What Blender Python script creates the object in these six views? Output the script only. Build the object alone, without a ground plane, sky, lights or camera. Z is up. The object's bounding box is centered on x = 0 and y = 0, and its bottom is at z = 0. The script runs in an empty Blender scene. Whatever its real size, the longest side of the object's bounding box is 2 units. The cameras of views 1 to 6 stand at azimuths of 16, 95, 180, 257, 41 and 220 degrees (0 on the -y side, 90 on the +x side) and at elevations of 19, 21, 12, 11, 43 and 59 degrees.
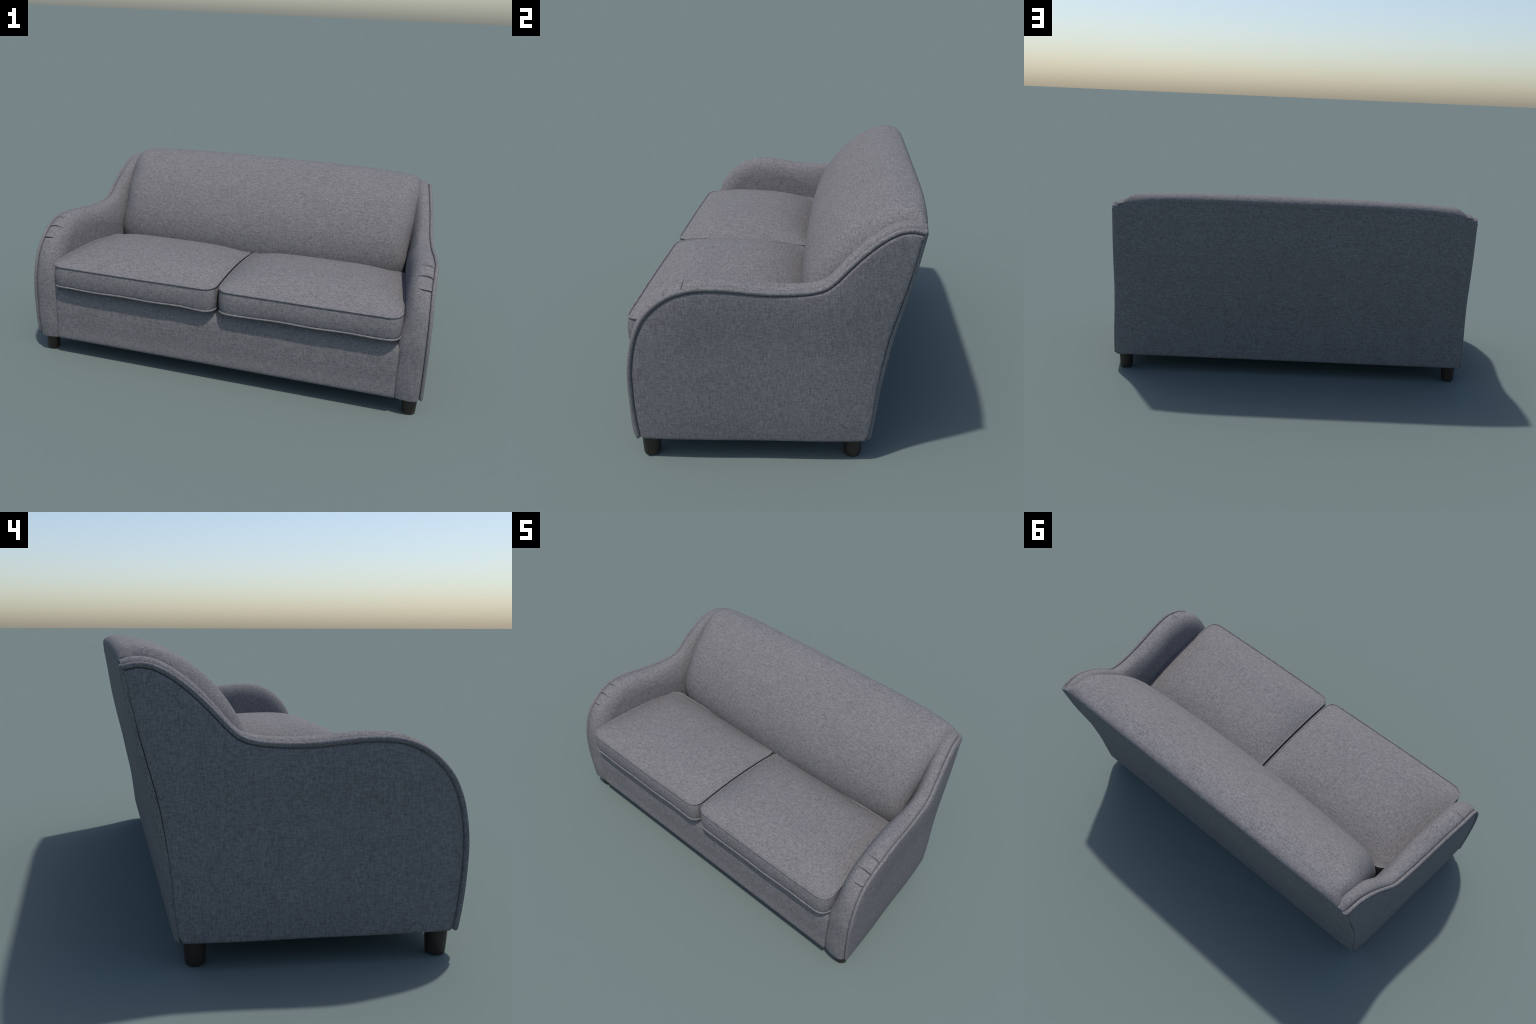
"""Two-seat upholstered sofa: swept arms with piping and pleats, leaning back,
two box cushions with piping, four short tapered legs."""
import bpy, bmesh, math
import numpy as np
from mathutils import Vector

# ------------------------------------------------------------------ helpers
def spline(pts, n=None, step=None):
    """Smooth (centripetal Catmull-Rom) curve through 2D control points, evenly resampled."""
    P = np.array(pts, float)
    P = np.vstack([2 * P[0] - P[1], P, 2 * P[-1] - P[-2]])
    out = []
    for i in range(1, len(P) - 2):
        p0, p1, p2, p3 = P[i - 1:i + 3]
        t0 = 0.0
        t1 = t0 + np.linalg.norm(p1 - p0) ** .5
        t2 = t1 + np.linalg.norm(p2 - p1) ** .5
        t3 = t2 + np.linalg.norm(p3 - p2) ** .5
        for t in np.linspace(t1, t2, 40, endpoint=False):
            A1 = (t1 - t) / (t1 - t0) * p0 + (t - t0) / (t1 - t0) * p1
            A2 = (t2 - t) / (t2 - t1) * p1 + (t - t1) / (t2 - t1) * p2
            A3 = (t3 - t) / (t3 - t2) * p2 + (t - t2) / (t3 - t2) * p3
            B1 = (t2 - t) / (t2 - t0) * A1 + (t - t0) / (t2 - t0) * A2
            B2 = (t3 - t) / (t3 - t1) * A2 + (t - t1) / (t3 - t1) * A3
            out.append((t2 - t) / (t2 - t1) * B1 + (t - t1) / (t2 - t1) * B2)
    out.append(P[-2])
    return resample(np.array(out), n, step)

def resample(out, n=None, step=None):
    d = np.r_[0, np.cumsum(np.linalg.norm(np.diff(out, axis=0), axis=1))]
    if n is None:
        n = max(2, int(round(d[-1] / step)) + 1)
    s = np.linspace(0, d[-1], n)
    return np.stack([np.interp(s, d, out[:, k]) for k in range(out.shape[1])], 1)

_TABLES = {}
def smooth_interp(x, xs, ys):
    """Interpolate with cubic-smoothed (Catmull-Rom on a table) values."""
    key = (tuple(xs), tuple(ys))
    if key not in _TABLES:
        _TABLES[key] = spline(list(zip(xs, ys)), n=400)
    c = _TABLES[key]
    return np.interp(x, c[:, 0], c[:, 1])

def smoothstep(a, b, x):
    t = np.clip((np.asarray(x, float) - a) / (b - a), 0, 1)
    return t * t * (3 - 2 * t)

def normals2d(C):
    """Left-hand normals of an open 2D curve."""
    T = np.gradient(C, axis=0)
    T /= np.linalg.norm(T, axis=1)[:, None] + 1e-12
    return np.stack([-T[:, 1], T[:, 0]], 1)

ROOT = None
def make(name, verts, faces, mat, parent=None, smooth_angle=None):
    me = bpy.data.meshes.new(name)
    me.from_pydata([tuple(v) for v in verts], [], [tuple(int(i) for i in f) for f in faces])
    bm = bmesh.new(); bm.from_mesh(me)
    bmesh.ops.remove_doubles(bm, verts=bm.verts, dist=1e-5)
    bmesh.ops.dissolve_degenerate(bm, dist=1e-6, edges=bm.edges)
    bmesh.ops.recalc_face_normals(bm, faces=bm.faces)
    big = [f for f in bm.faces if len(f.verts) > 4]
    if big:
        bmesh.ops.triangulate(bm, faces=big)
    for f in bm.faces: f.smooth = True
    if smooth_angle:
        for e in bm.edges:
            if len(e.link_faces) == 2 and e.calc_face_angle(0) > math.radians(smooth_angle):
                e.smooth = False
    bm.to_mesh(me); bm.free()
    me.materials.append(mat)
    ob = bpy.data.objects.new(name, me)
    bpy.context.scene.collection.objects.link(ob)
    ob.parent = parent or ROOT
    return ob

def grid_faces(nr, nc, wrap_r=False, wrap_c=False, base=0):
    F = []
    for i in range(nr if wrap_r else nr - 1):
        for j in range(nc if wrap_c else nc - 1):
            a, b = i, (i + 1) % nr
            c, d = j, (j + 1) % nc
            F.append((base + a * nc + c, base + b * nc + c, base + b * nc + d, base + a * nc + d))
    return F

def tube(path, rad, closed=False, nseg=10, squash=None, roll_axis=None):
    """Sweep a circle (radius array or number) along a 3D path; rounded ends when open."""
    P = np.array(path, float); n = len(P)
    if closed:
        T = np.roll(P, -1, 0) - np.roll(P, 1, 0)
    else:
        T = np.gradient(P, axis=0)
    T /= np.linalg.norm(T, axis=1)[:, None]
    ref = np.array(roll_axis, float)
    A = ref[None] - (T @ ref)[:, None] * T
    A /= np.linalg.norm(A, axis=1)[:, None]
    B = np.cross(T, A)
    rad = np.broadcast_to(np.asarray(rad, float), (n,)).copy()
    sq = squash or (1, 1)
    V = []
    for i in range(n):
        for k in range(nseg):
            a = 2 * math.pi * k / nseg
            V.append(P[i] + rad[i] * (sq[0] * math.cos(a) * A[i] + sq[1] * math.sin(a) * B[i]))
    F = grid_faces(n, nseg, wrap_r=closed, wrap_c=True)
    if not closed:
        F.append(tuple(range(nseg))); F.append(tuple((n - 1) * nseg + k for k in range(nseg)))
    return V, F

# ---------------------------------------------------------------- materials
def nd(nt, kind, **kw):
    n = nt.nodes.new(kind)
    for k, v in kw.items():
        setattr(n, k, v)
    return n

def fabric_material(name, base, warp=(1, 1, 1)):
    """Heathered woven upholstery cloth: stretched-thread noises + soft mottling."""
    m = bpy.data.materials.new(name); m.use_nodes = True
    nt = m.node_tree; nt.nodes.clear()
    out = nd(nt, 'ShaderNodeOutputMaterial')
    bs = nd(nt, 'ShaderNodeBsdfPrincipled')
    nt.links.new(bs.outputs[0], out.inputs[0])
    tc = nd(nt, 'ShaderNodeTexCoord')
    def noise(scale3, scale, detail, rough=.6):
        mp = nd(nt, 'ShaderNodeMapping'); mp.inputs['Scale'].default_value = scale3
        nt.links.new(tc.outputs['Object'], mp.inputs[0])
        n = nd(nt, 'ShaderNodeTexNoise'); n.inputs['Scale'].default_value = scale
        n.inputs['Detail'].default_value = detail; n.inputs['Roughness'].default_value = rough
        nt.links.new(mp.outputs[0], n.inputs['Vector'])
        return n.outputs['Fac']
    def math_(op, a, b):
        n = nd(nt, 'ShaderNodeMath', operation=op)
        for i, x in enumerate((a, b)):
            if isinstance(x, (int, float)): n.inputs[i].default_value = x
            else: nt.links.new(x, n.inputs[i])
        return n.outputs[0]
    tx = noise((.18, 1, 1), 230, 2)          # threads running sideways
    tz = noise((1, 1, .18), 230, 2)          # threads running up and down
    ty = noise((1, .18, 1), 230, 2)          # threads running front to back
    mott = noise((1, 1, 1), 110, 3, .65)      # heather flecks
    soft = noise((1, 1, 1), 9, 3)            # broad cloudiness
    s = math_('ADD', math_('MULTIPLY', tx, .36), math_('MULTIPLY', tz, .32))
    s = math_('ADD', s, math_('MULTIPLY', ty, .31))
    s = math_('ADD', s, math_('MULTIPLY', mott, .16))
    s = math_('ADD', s, math_('MULTIPLY', soft, .05))
    rp = nd(nt, 'ShaderNodeValToRGB')
    b = np.array(base)
    els = rp.color_ramp.elements
    els[0].position = .475; els[0].color = (*(b * .70), 1)
    els[1].position = .71; els[1].color = (*(b * 1.36), 1)
    e = els.new(.59); e.color = (*b, 1)
    nt.links.new(s, rp.inputs[0])
    nt.links.new(rp.outputs[0], bs.inputs['Base Color'])
    bs.inputs['Roughness'].default_value = .92
    bs.inputs['Specular IOR Level'].default_value = .05
    bs.inputs['Sheen Weight'].default_value = 0
    bs.inputs['Sheen Roughness'].default_value = .5
    bu = nd(nt, 'ShaderNodeBump'); bu.inputs['Strength'].default_value = .25
    bu.inputs['Distance'].default_value = .002
    nt.links.new(s, bu.inputs['Height']); nt.links.new(bu.outputs[0], bs.inputs['Normal'])
    return m

def wood_material():
    m = bpy.data.materials.new('dark_stained_wood'); m.use_nodes = True
    nt = m.node_tree; bs = nt.nodes['Principled BSDF']
    tc = nd(nt, 'ShaderNodeTexCoord'); mp = nd(nt, 'ShaderNodeMapping')
    mp.inputs['Scale'].default_value = (60, 60, 6)
    n = nd(nt, 'ShaderNodeTexNoise'); n.inputs['Scale'].default_value = 2.0; n.inputs['Detail'].default_value = 4
    rp = nd(nt, 'ShaderNodeValToRGB')
    rp.color_ramp.elements[0].position = .3; rp.color_ramp.elements[0].color = (.016, .0105, .0075, 1)
    rp.color_ramp.elements[1].position = .7; rp.color_ramp.elements[1].color = (.034, .023, .016, 1)
    nt.links.new(tc.outputs['Object'], mp.inputs[0]); nt.links.new(mp.outputs[0], n.inputs['Vector'])
    nt.links.new(n.outputs['Fac'], rp.inputs[0]); nt.links.new(rp.outputs[0], bs.inputs['Base Color'])
    bs.inputs['Roughness'].default_value = .45
    return m

def lining_material():
    m = bpy.data.materials.new('black_lining'); m.use_nodes = True
    nt = m.node_tree; bs = nt.nodes['Principled BSDF']
    n = nd(nt, 'ShaderNodeTexNoise'); n.inputs['Scale'].default_value = 180
    rp = nd(nt, 'ShaderNodeValToRGB')
    rp.color_ramp.elements[0].color = (.006, .006, .006, 1); rp.color_ramp.elements[1].color = (.014, .014, .015, 1)
    nt.links.new(n.outputs['Fac'], rp.inputs[0]); nt.links.new(rp.outputs[0], bs.inputs['Base Color'])
    bs.inputs['Roughness'].default_value = .95
    return m

CLOTH = (.159, .154, .158)
fabric = fabric_material('grey_heather_cloth', CLOTH)
wood = wood_material()
lining = lining_material()

# --------------------------------------------------------------- main frame
ROOT = bpy.data.objects.new('sofa', None)
bpy.context.scene.collection.objects.link(ROOT)
ROOT['label'] = 'grey fabric two-seat sofa with swept piped arms and dark legs'
ROOT['category'] = 'sofa'

TAPER = .1257            # the sides draw in toward the back
D_PIPE = .940            # outermost line of the piping: x = D - TAPER * y
D_PANEL = .9355          # outer side panel
def side_x(y, d): return d - TAPER * np.asarray(y)

def flare(y, z):
    """The arm tops lean outward a little, most along the dip between front and back."""
    y = np.asarray(y, float)
    return .016 * smoothstep(.42, .66, z) * smoothstep(-.44, -.24, y) * (1 - .92 * smoothstep(.18, .46, y))

# edge of the outer side panel seen from the side (y, z), front foot to back top
EDGE = [(-.447, .092), (-.456, .155), (-.462, .213), (-.466, .285), (-.467, .352), (-.460, .425),
        (-.444, .497), (-.414, .562), (-.374, .607), (-.323, .644), (-.256, .667), (-.180, .672),
        (-.106, .667), (-.036, .660), (.034, .6575), (.103, .660), (.156, .667), (.195, .680),
        (.226, .704), (.268, .749), (.310, .792), (.357, .833), (.395, .859), (.430, .875),
        (.462, .880), (.487, .877), (.510, .870)]
# back of the sofa (z, y)
BACK_Z = [.07, .10, .20, .30, .40, .50, .60, .70, .80, .90, .94]
BACK_Y = [.383, .386, .396, .404, .417, .433, .457, .482, .503, .5215, .527]
def back_y(z): return smooth_interp(z, BACK_Z, BACK_Y)

BOTTOM = .087

# --------------------------------------------------------------- armrests
ARM_W = .116
PLEATS = [((-.292, .676), .074), ((-.352, .646), .092), ((-.402, .607), .072)]

def build_arm(sx):
    E = spline(EDGE, step=.0008)
    E = E[E[:, 0] < .505]
    N = normals2d(E)                      # points outward (up / forward)
    arc = np.r_[0, np.cumsum(np.linalg.norm(np.diff(E, axis=0), axis=1))]
    pl = []
    for (py, pz), tl in PLEATS:
        k = np.argmin((E[:, 0] + N[:, 0] * .02 - py) ** 2 + (E[:, 1] + N[:, 1] * .02 - pz) ** 2)
        pl.append((arc[k], tl))
    # keep the fine steps only around the pleats
    keep = [k for k in range(len(E)) if k % 5 == 0 or k == len(E) - 1
            or any(-.016 < arc[k] - a < .016 for a, _ in pl)]
    E, N, arc = E[keep], N[keep], arc[keep]
    ts = np.r_[0, .004, .0080, .0088, .0100, .0115, np.linspace(.0135, .060, 15), .060 + (ARM_W - .060) * np.sin(np.linspace(.12, 1, 18) * math.pi / 2)]
    # closing run: down the back, along the bottom
    zb = np.linspace(E[-1, 1] - .02, BOTTOM + .012, 12)
    back = np.stack([back_y(zb) - .016, zb], 1)
    bot = np.stack([np.linspace(.355, -.43, 10), np.full(10, BOTTOM + .004)], 1)
    z = E[:, 1]; y = E[:, 0]
    low = 1 - smoothstep(.36, .56, z)                  # 1 at the front post, 0 on the arm top
    low[y > -.2] = 0
    rear = smoothstep(-.08, .20, y)                    # the arm slims where the back leans in
    crown = .024 + .012 * (1 - smoothstep(.10, .30, z)) * (y < -.2) + .006 * smoothstep(.20, .34, y)
    depth = (.085 + .055 * rear) * (1 - low) + .022 * low   # how far the inner edge rolls down
    width = ARM_W + .014 * low - .012 * rear
    crest = .058 - .012 * rear
    V = []
    for t in ts:
        t_n = t / ARM_W
        tt = t_n * width
        g = np.clip((tt - .0085) / (crest - .0085), 0, 1)          # groove beside the piping, then the swell
        rise = .004 + (crown - .004) * np.clip(1 - (1 - g) ** 2.6, 0, 1) ** .5
        u = np.clip((tt - crest) / (width - crest), 0, 1)
        fall = depth * (1 - np.sqrt(np.clip(1 - u ** 2.0, 0, 1)))
        o = rise - fall
        # pleats: a tucked fold, sharp on one side, that fades inward
        for i, (a, tl) in enumerate(pl):
            bend = .006 * math.sin(t / tl * math.pi) * (1, .5, -.8)[i]
            q = arc - a - bend
            fade = max(0, 1 - (t / tl) ** 3) * smoothstep(-.004, .006, t)
            lip = np.where(q > 0, np.exp(-q / .012), 0) * .0036
            groove = -np.exp(-((q + .0016) / .0019) ** 2) * .0095
            o = o + (lip + groove) * fade
        C = E + N * o[:, None]
        ring = np.vstack([C, back, bot])
        x = side_x(ring[:, 0], D_PANEL - .004) + flare(ring[:, 0], ring[:, 1]) - np.r_[tt, np.full(len(back) + len(bot), t_n * ARM_W)]
        for (yy, zz), xx in zip(ring, x):
            V.append((sx * xx, yy, zz))
    nc = len(ring); nr = len(ts)
    F = grid_faces(nr, nc, wrap_c=True)
    F.append(tuple(range(nc))); F.append(tuple((nr - 1) * nc + k for k in range(nc)))
    return make('armrest', V, F, fabric, smooth_angle=50)

def dist_to(P, L):
    """Distance of each point to a polyline's points."""
    return np.sqrt(((P[:, None, :] - L[None]) ** 2).sum(2)).min(1)

def build_side_panel(sx):
    """Padded outer panel: flat on its edges, full in the middle, fuller toward the rear."""
    E = spline(EDGE, step=.006)
    zz = np.linspace(E[-1, 1] - .01, BOTTOM + .02, 100)
    rear = np.stack([back_y(zz) - .0138, zz], 1)
    bot = np.stack([np.linspace(rear[-1, 0] - .012, E[0, 0] + .01, 120), np.full(120, BOTTOM - .001)], 1)
    ring = np.vstack([E, rear, bot])
    T = np.roll(ring, -1, 0) - np.roll(ring, 1, 0)
    T /= np.linalg.norm(T, axis=1)[:, None]
    Nn = np.stack([-T[:, 1], T[:, 0]], 1)              # outward for this winding
    c = np.array([.02, .38])
    def puff(P):
        soft = lambda d, w: 1 - (1 - np.clip(d / w, 0, 1)) ** 2
        b = .018 * soft(dist_to(P, E), .34) * (.15 + .85 * soft(dist_to(P, rear), .30)) * (.60 + .40 * soft(dist_to(P, bot), .15))
        return b + (.006 + .007 * (1 - smoothstep(.12, .45, P[:, 1]))) * smoothstep(-.1, .36, P[:, 0]) + flare(P[:, 0], P[:, 1])
    V = []; nc = len(ring); nr = 0
    for ins, off in [(0, -.030), (0, -.010), (.0012, -.0045), (.004, -.0012)]:
        R = ring - Nn * ins
        k = np.where(np.arange(nc) >= len(E), .45, 1.0) if off > -.02 else 1.0     # tighter rear and hem seam
        x = side_x(R[:, 0], D_PANEL + off * k) + puff(R)
        V += [(sx * a, p[0], p[1]) for a, p in zip(x, R)]; nr += 1
    base = ring - Nn * .009
    for f in [1, .97, .93, .88, .82, .75, .67, .58, .48, .37, .25, .12, .03]:
        R = c + (base - c) * f
        x = side_x(R[:, 0], D_PANEL) + puff(R)
        V += [(sx * a, p[0], p[1]) for a, p in zip(x, R)]; nr += 1
    F = grid_faces(nr, nc, wrap_c=True)
    F.append(tuple(range(nc)))
    V.append((sx * float(side_x(c[0], D_PANEL) + puff(c[None])[0]), c[0], c[1]))
    F += [((nr - 1) * nc + k, (nr - 1) * nc + (k + 1) % nc, len(V) - 1) for k in range(nc)]
    return make('side_panel', V, F, fabric, smooth_angle=60)

def build_arm_piping(sx):
    E = spline([(-.4465, .089)] + EDGE[1:], step=.006)
    N = normals2d(E)
    C = E + N * .0085
    ends = np.ones(len(C)); 
    ends[0] = .55; ends[1] = .9; ends[-1] = .6; ends[-2] = .9
    x = side_x(C[:, 0], D_PIPE - .0085) + flare(E[:, 0], E[:, 1])
    P = np.stack([sx * x, C[:, 0], C[:, 1]], 1)
    V, F = tube(P, .0085 * ends, nseg=14, roll_axis=(1, 0, 0))
    return make('piping', V, F, fabric, smooth_angle=70)

for sx in (1, -1):
    build_arm(sx); build_side_panel(sx); build_arm_piping(sx)

# --------------------------------------------------------------- back panel
TOP_X = [0, .30, .55, .65, .74, .80, .830, .850, .875, .90]
TOP_Z = [.921, .921, .920, .916, .907, .898, .892, .888, .885, .883]
def back_top(x): return smooth_interp(abs(x), TOP_X, TOP_Z)

def build_back_panel():
    nv = 46; r = .014
    rows = []
    hem = [0, .0014, .0045, .0085, .0135]                # rounded lower edge
    v = np.r_[hem, np.linspace(.03, .985, nv), .994, 1.0]
    for k, vv in enumerate(v):
        zc = BOTTOM + .002 + (back_top(.0) - BOTTOM) * vv
        yb = back_y(zc)
        xs = side_x(yb - .016, D_PANEL + .0045)
        edge_in = {0: .0110, 1: .0062, 2: .0028, 3: .0010, 4: .0002}.get(k, 0) + {len(v) - 1: .006, len(v) - 2: .002}.get(k, 0)
        half = [(xs - .025, -.032), (xs - .007, -.032), (xs - .0055, -.0160), (xs - .0018, -.0140)]
        for a in np.linspace(0, math.pi / 2, 6):
            half.append((xs - r * (1 - math.cos(a)), -r + r * math.sin(a)))
        inner = [(xx, 0) for xx in np.linspace(xs - r - .01, 0, 44)[:-1]]
        half += inner
        row = [(x, dy) for x, dy in half] + [(0, 0)] + [(-x, dy) for x, dy in reversed(half)]
        pts = []
        for x, dy in row:
            zt = float(back_top(min(abs(x), .9)))
            z = BOTTOM - .003 + (zt - BOTTOM + .005) * vv
            full = .022 * (1 - (abs(x) / .90) ** 8) * math.sin(math.pi * min(1, max(0, (z - .12) / .78))) ** 1.5
            yy = float(back_y(z)) + dy - edge_in + full
            pts.append((x, yy, z))
        rows.append(pts)
    nc = len(rows[0]); nr = len(rows)
    V = [p for r_ in rows for p in r_]
    F = grid_faces(nr, nc)
    # give the panel depth: an inner skin 14 mm forward, stitched round the rim
    base = len(V)
    for p in list(V):
        V.append((p[0] * .985, p[1] - .018, p[2]))
    F += [tuple(reversed(f)) for f in grid_faces(nr, nc, base=base)]
    rim = [j for j in range(nc)] + [i * nc + nc - 1 for i in range(1, nr)] \
        + [(nr - 1) * nc + j for j in range(nc - 2, -1, -1)] + [i * nc for i in range(nr - 2, 0, -1)]
    for a, b in zip(rim, rim[1:] + rim[:1]):
        F.append((a, b, base + b, base + a))
    return make('back_panel', V, F, fabric, smooth_angle=60)
build_back_panel()

# --------------------------------------------------------------- back cushion
# side section (y, z) from the seam on the back panel, over the top, down the front
BACK_PROFILE = [(.526, .915), (.5255, .932), (.512, .948), (.488, .956), (.452, .957), (.412, .950),
                (.358, .931), (.298, .898), (.239, .851), (.191, .799), (.154, .748), (.126, .698),
                (.106, .648), (.094, .598), (.089, .548), (.091, .50), (.099, .45), (.112, .40)]
def build_back_cushion():
    Q = spline(BACK_PROFILE, step=.010)
    N = -normals2d(Q)                                 # outward
    if N[len(N) // 2, 1] < 0: N = -N
    z = Q[:, 1]; y = Q[:, 0]
    n = len(Q); s = np.linspace(0, 1, n)
    # half width along the section
    half = smooth_interp(s, [0, .12, .25, .40, .52, .66, .80, 1.0], [.824, .829, .836, .834, .828, .817, .811, .810])
    # direction the rounding pushes the section inward at the ends
    start = 1 - smoothstep(.0, .10, s)
    D = -N * (1 - start)[:, None] + np.array([0, -1.0])[None] * start[:, None]
    D /= np.linalg.norm(D, axis=1)[:, None]
    LAT = .060 + .065 * smoothstep(.15, .40, s)
    R = .066 + .050 * smoothstep(.20, .42, s) - .065 * smoothstep(.58, .85, s)
    # stations measured from the end (m) then across
    dist = 1 - np.cos(np.linspace(0, math.pi / 2, 22))
    V = []
    st = [('end', -1, d) for d in dist]
    st += [('mid', 0, q) for q in np.linspace(-1, 1, 60)[1:-1]]
    st += [('end', 1, d) for d in dist[::-1]]
    closing = np.stack([np.linspace(.12, .36, 6), np.full(6, .40)], 1)
    closing = np.vstack([closing, np.stack([np.linspace(.38, .49, 8), np.linspace(.50, .88, 8)], 1)])
    for kind, sgn, d in st:
        if kind == 'end':
            x = sgn * (half - d * LAT)
            k = np.full(n, d)
        else:
            x = d * (half - LAT)
            k = np.ones(n)
        ax = np.abs(x)
        rnd = R * (1 - np.sqrt(np.clip(1 - (1 - k) ** 2.2, 0, 1)))
        rnd = rnd * (1 - .55 * start)
        crown = .017 * (ax / .76) ** 3 * (1 - start)
        crown = crown + .006 * (ax / .76) ** 2 * smoothstep(.35, .7, s)
        seam = (.921 - smooth_interp(ax, TOP_X, TOP_Z)) * start
        bulge = .004 * (1 - smoothstep(.2, .8, ax)) * smoothstep(.3, .5, s)
        C = Q + D * np.maximum(rnd * (1 - start) + seam + crown - bulge, -.02)[:, None]
        C[:, 0] -= .009 * (ax / .83) ** 6 * start          # corners tuck in behind the arm tips
        for (yy, zz), xx in zip(C, x): V.append((xx, yy, zz))
        xm = float(np.clip(np.mean(x), -.78, .78))
        for yy, zz in closing: V.append((xm, yy, zz))
    nc = n + len(closing); nr = len(st)
    F = grid_faces(nr, nc, wrap_c=True)
    F.append(tuple(range(nc))); F.append(tuple((nr - 1) * nc + k for k in range(nc)))
    return make('back_cushion', V, F, fabric, smooth_angle=70)
build_back_cushion()

# --------------------------------------------------------------- seat cushions
C_TOP, C_BOT = .497, .391
FRONT_Y, REAR_Y = -.517, .098
def cushion_outline(sx):
    """Rounded trapezoid (x, y): straight inner edge at the sofa's middle, outer edge follows the arm."""
    cor = [(.0108, FRONT_Y, .050), (.868, FRONT_Y, .055), (.822, REAR_Y, .060), (.0108, REAR_Y, .040)]
    pts = []
    for i in range(4):
        p = np.array(cor[i][:2]); a = np.array(cor[i - 1][:2]); b = np.array(cor[(i + 1) % 4][:2]); r = cor[i][2]
        da = (a - p) / np.linalg.norm(a - p); db = (b - p) / np.linalg.norm(b - p)
        p0, p2 = p + da * r, p + db * r
        for t in np.linspace(0, 1, 14):
            pts.append((1 - t) ** 2 * p0 + 2 * t * (1 - t) * (p * .85 + (p0 + p2) / 2 * .15) + t * t * p2)
    pts.append(pts[0])
    O = resample(np.array(pts), n=241)[:-1]
    # the front bows forward very slightly, the sides swell
    f = np.clip(1 - np.abs(O[:, 0] - .437) / .43, 0, 1)
    O[:, 1] -= .004 * np.sqrt(f) * (O[:, 1] < -.45)
    O[:, 0] *= sx
    return O

def build_seat_cushion(sx):
    O = cushion_outline(sx)
    c = np.array([sx * .385, -.222])
    T = np.roll(O, -1, 0) - np.roll(O, 1, 0); T /= np.linalg.norm(T, axis=1)[:, None]
    N = np.stack([T[:, 1], -T[:, 0]], 1)
    if np.mean(np.sum(N * (O - c), 1)) < 0: N = -N
    H, BOW = .078, .021
    def top(P):
        """Height of the padded top: a smooth pillow whose side edges rise a little in the middle."""
        x = np.abs(P[:, 0]); y = P[:, 1]
        outer = .868 - .046 * (y - FRONT_Y) / (REAR_Y - FRONT_Y)
        U = np.clip(2 * (x - .0105) / (outer - .0105) - 1, -1, 1)
        Vv = np.clip(2 * (y - FRONT_Y) / (REAR_Y - FRONT_Y) - 1, -1, 1)
        pu = 4.6 - .5 * U
        swell = (1 - np.abs(U) ** pu) * (1 - np.abs(Vv) ** 3.0)
        return C_TOP + H * swell + BOW * (1 - Vv ** 2) * np.abs(U) ** 6
    ez = top(O)
    # the lower seam sags a little beside the middle gap
    front = 1 - smoothstep(-.50, -.40, O[:, 1])
    zb = C_BOT - .005 * np.exp(-((np.abs(O[:, 0]) - .07) / .07) ** 2) * front + .0016 * np.sin(O[:, 0] * 21 + sx) * front
    rows = []
    # underside to centre of top
    for f, zz in [(.02, .372), (.5, .373), (.8, .376), (.93, .380), (.975, .385)]:
        R = c + (O - c) * f
        rows.append(np.c_[R, np.full(len(O), zz)])
    for v in np.linspace(0, 1, 9):
        off = .007 * math.sin(math.pi * v) ** .8 if 0 < v < 1 else 0
        R = O + N * (off)
        rows.append(np.c_[R, zb + (ez - zb) * v])
    for f in [.998, .992, .983, .968, .945, .91, .87, .82, .76, .69, .61, .52, .42, .31, .20, .10, .02]:
        R = c + (O - c) * f
        zz = top(R)
        rows.append(np.c_[R, zz])
    nc = len(O); V = [p for r in rows for p in r]
    F = grid_faces(len(rows), nc, wrap_c=True)
    F.append(tuple(range(nc))); F.append(tuple((len(rows) - 1) * nc + k for k in range(nc)))
    ob = make('seat_cushion', V, F, fabric, smooth_angle=55)
    for zz, r in ((ez, .0042), (zb, .0046)):
        P = np.c_[O + N * .0022, zz]
        v, f = tube(P, r, closed=True, nseg=10, roll_axis=(0, 0, 1))
        make('cushion_piping', v, f, fabric, parent=ob)
    return ob
for sx in (-1, 1):
    build_seat_cushion(sx)

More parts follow.
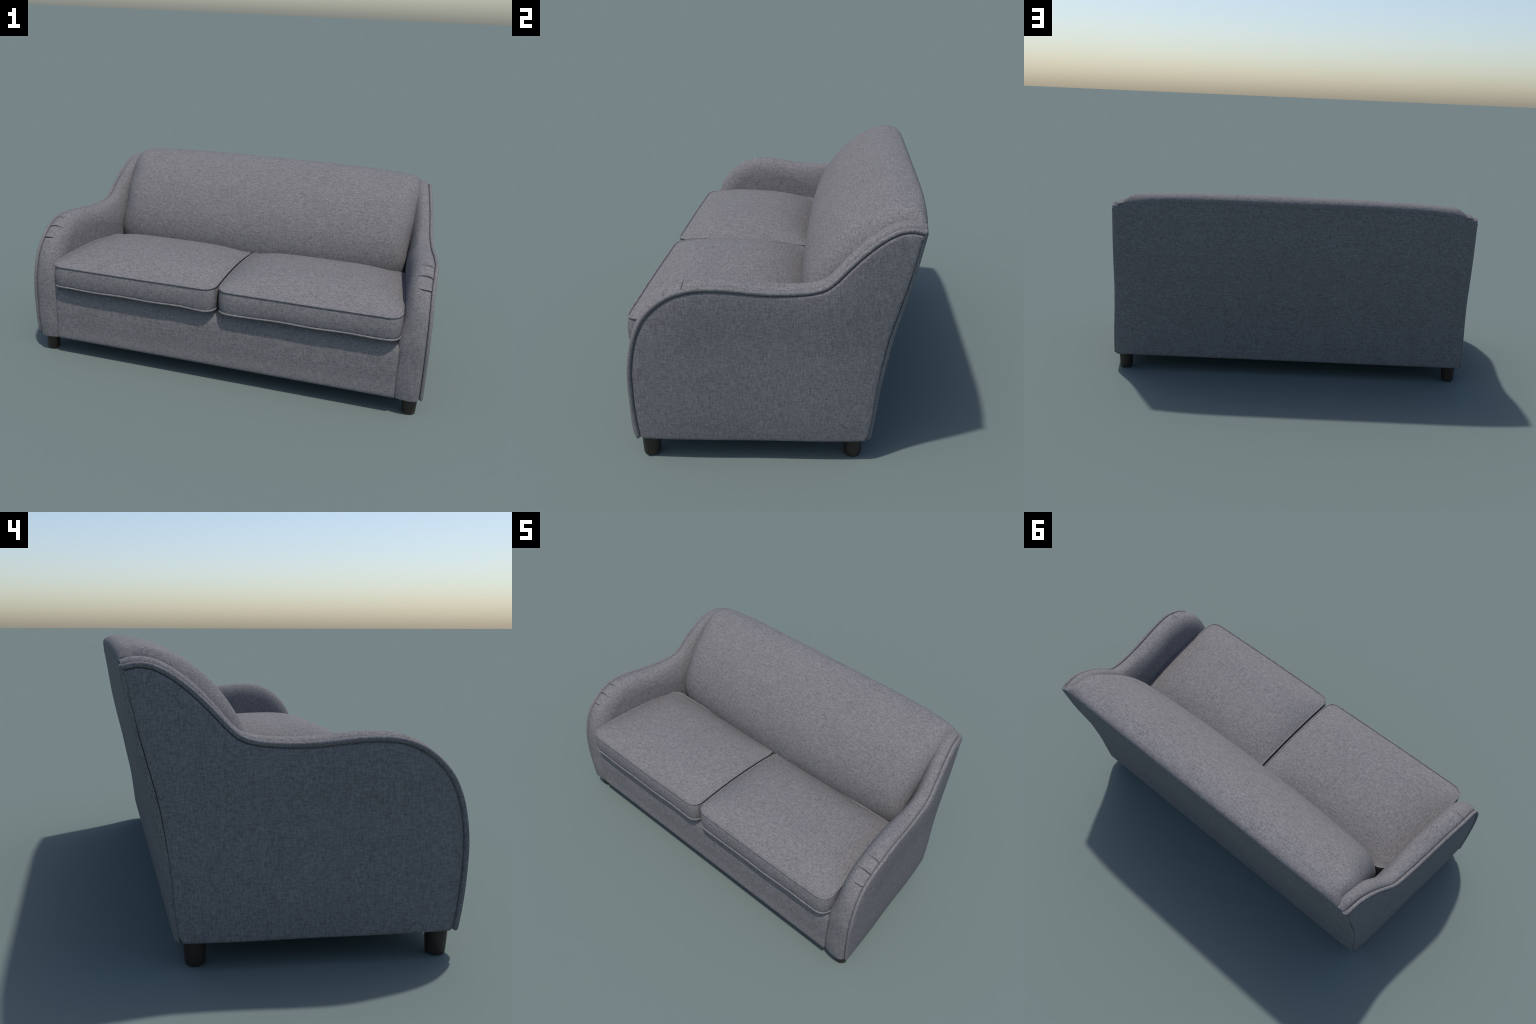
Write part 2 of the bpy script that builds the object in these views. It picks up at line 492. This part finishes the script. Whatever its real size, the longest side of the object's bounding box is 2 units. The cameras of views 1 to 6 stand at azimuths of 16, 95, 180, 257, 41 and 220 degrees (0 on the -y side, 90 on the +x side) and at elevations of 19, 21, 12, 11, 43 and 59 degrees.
# --------------------------------------------------------------- front rail
def build_front_rail():
    prof = spline([(-.440, .087), (-.477, .0875), (-.4845, .093), (-.4865, .16), (-.489, .23), (-.4885, .29),
                   (-.483, .33), (-.471, .354), (-.455, .367), (-.44, .371)], step=.006)
    back = np.array([(-.43, .37), (-.43, .11)])
    ring = np.vstack([prof, back])
    V = []; nc = len(ring)
    xs = np.r_[-.868, -.8672, -.864, np.linspace(-.855, .855, 40), .864, .8672, .868]
    for x in xs:
        e = {0.868: .006, 0.8672: .0025, 0.864: .0006}.get(round(abs(x), 4), 0)
        for k, (y, z) in enumerate(ring):
            V.append((x, y + (e if k < len(prof) else 0), z))
    F = grid_faces(len(xs), nc, wrap_c=True)
    F.append(tuple(range(nc))); F.append(tuple((len(xs) - 1) * nc + k for k in range(nc)))
    return make('front_rail', V, F, fabric, smooth_angle=50)
build_front_rail()

def box(name, xy0, xy1, z0, z1, mat):
    """Block with a trapezoid plan: half widths at the front and back follow the tapered sides."""
    (w0, y0), (w1, y1) = xy0, xy1
    V = [(-w0, y0, z0), (w0, y0, z0), (w1, y1, z0), (-w1, y1, z0),
         (-w0, y0, z1), (w0, y0, z1), (w1, y1, z1), (-w1, y1, z1)]
    F = [(0, 1, 2, 3), (4, 5, 6, 7), (0, 1, 5, 4), (1, 2, 6, 5), (2, 3, 7, 6), (3, 0, 4, 7)]
    return make(name, V, F, mat, smooth_angle=30)
box('seat_deck', (.865, -.436), (.80, .33), .20, .366, fabric)
box('dust_cover', (.955, -.445), (.875, .362), .091, .125, lining)

# --------------------------------------------------------------- legs
def build_leg():
    prof = [(.0, .0), (.026, .0), (.0292, .0012), (.0305, .004), (.0315, .012), (.0365, .092), (.0365, .108), (0, .108)]
    V = []; seg = 40
    for r, z in prof:
        for k in range(seg):
            a = 2 * math.pi * k / seg
            V.append((r * math.cos(a), r * math.sin(a), z))
    F = grid_faces(len(prof), seg, wrap_c=True)
    return make('leg', V, F, wood, smooth_angle=40)
LEGS = [(.938, -.418), (-.938, -.418), (.852, .320), (-.850, .320)]
first = build_leg()
for i, (x, y) in enumerate(LEGS):
    ob = first if i == 0 else first.copy()
    if i:
        bpy.context.scene.collection.objects.link(ob); ob.parent = ROOT
    ob.location = (x, y, 0)
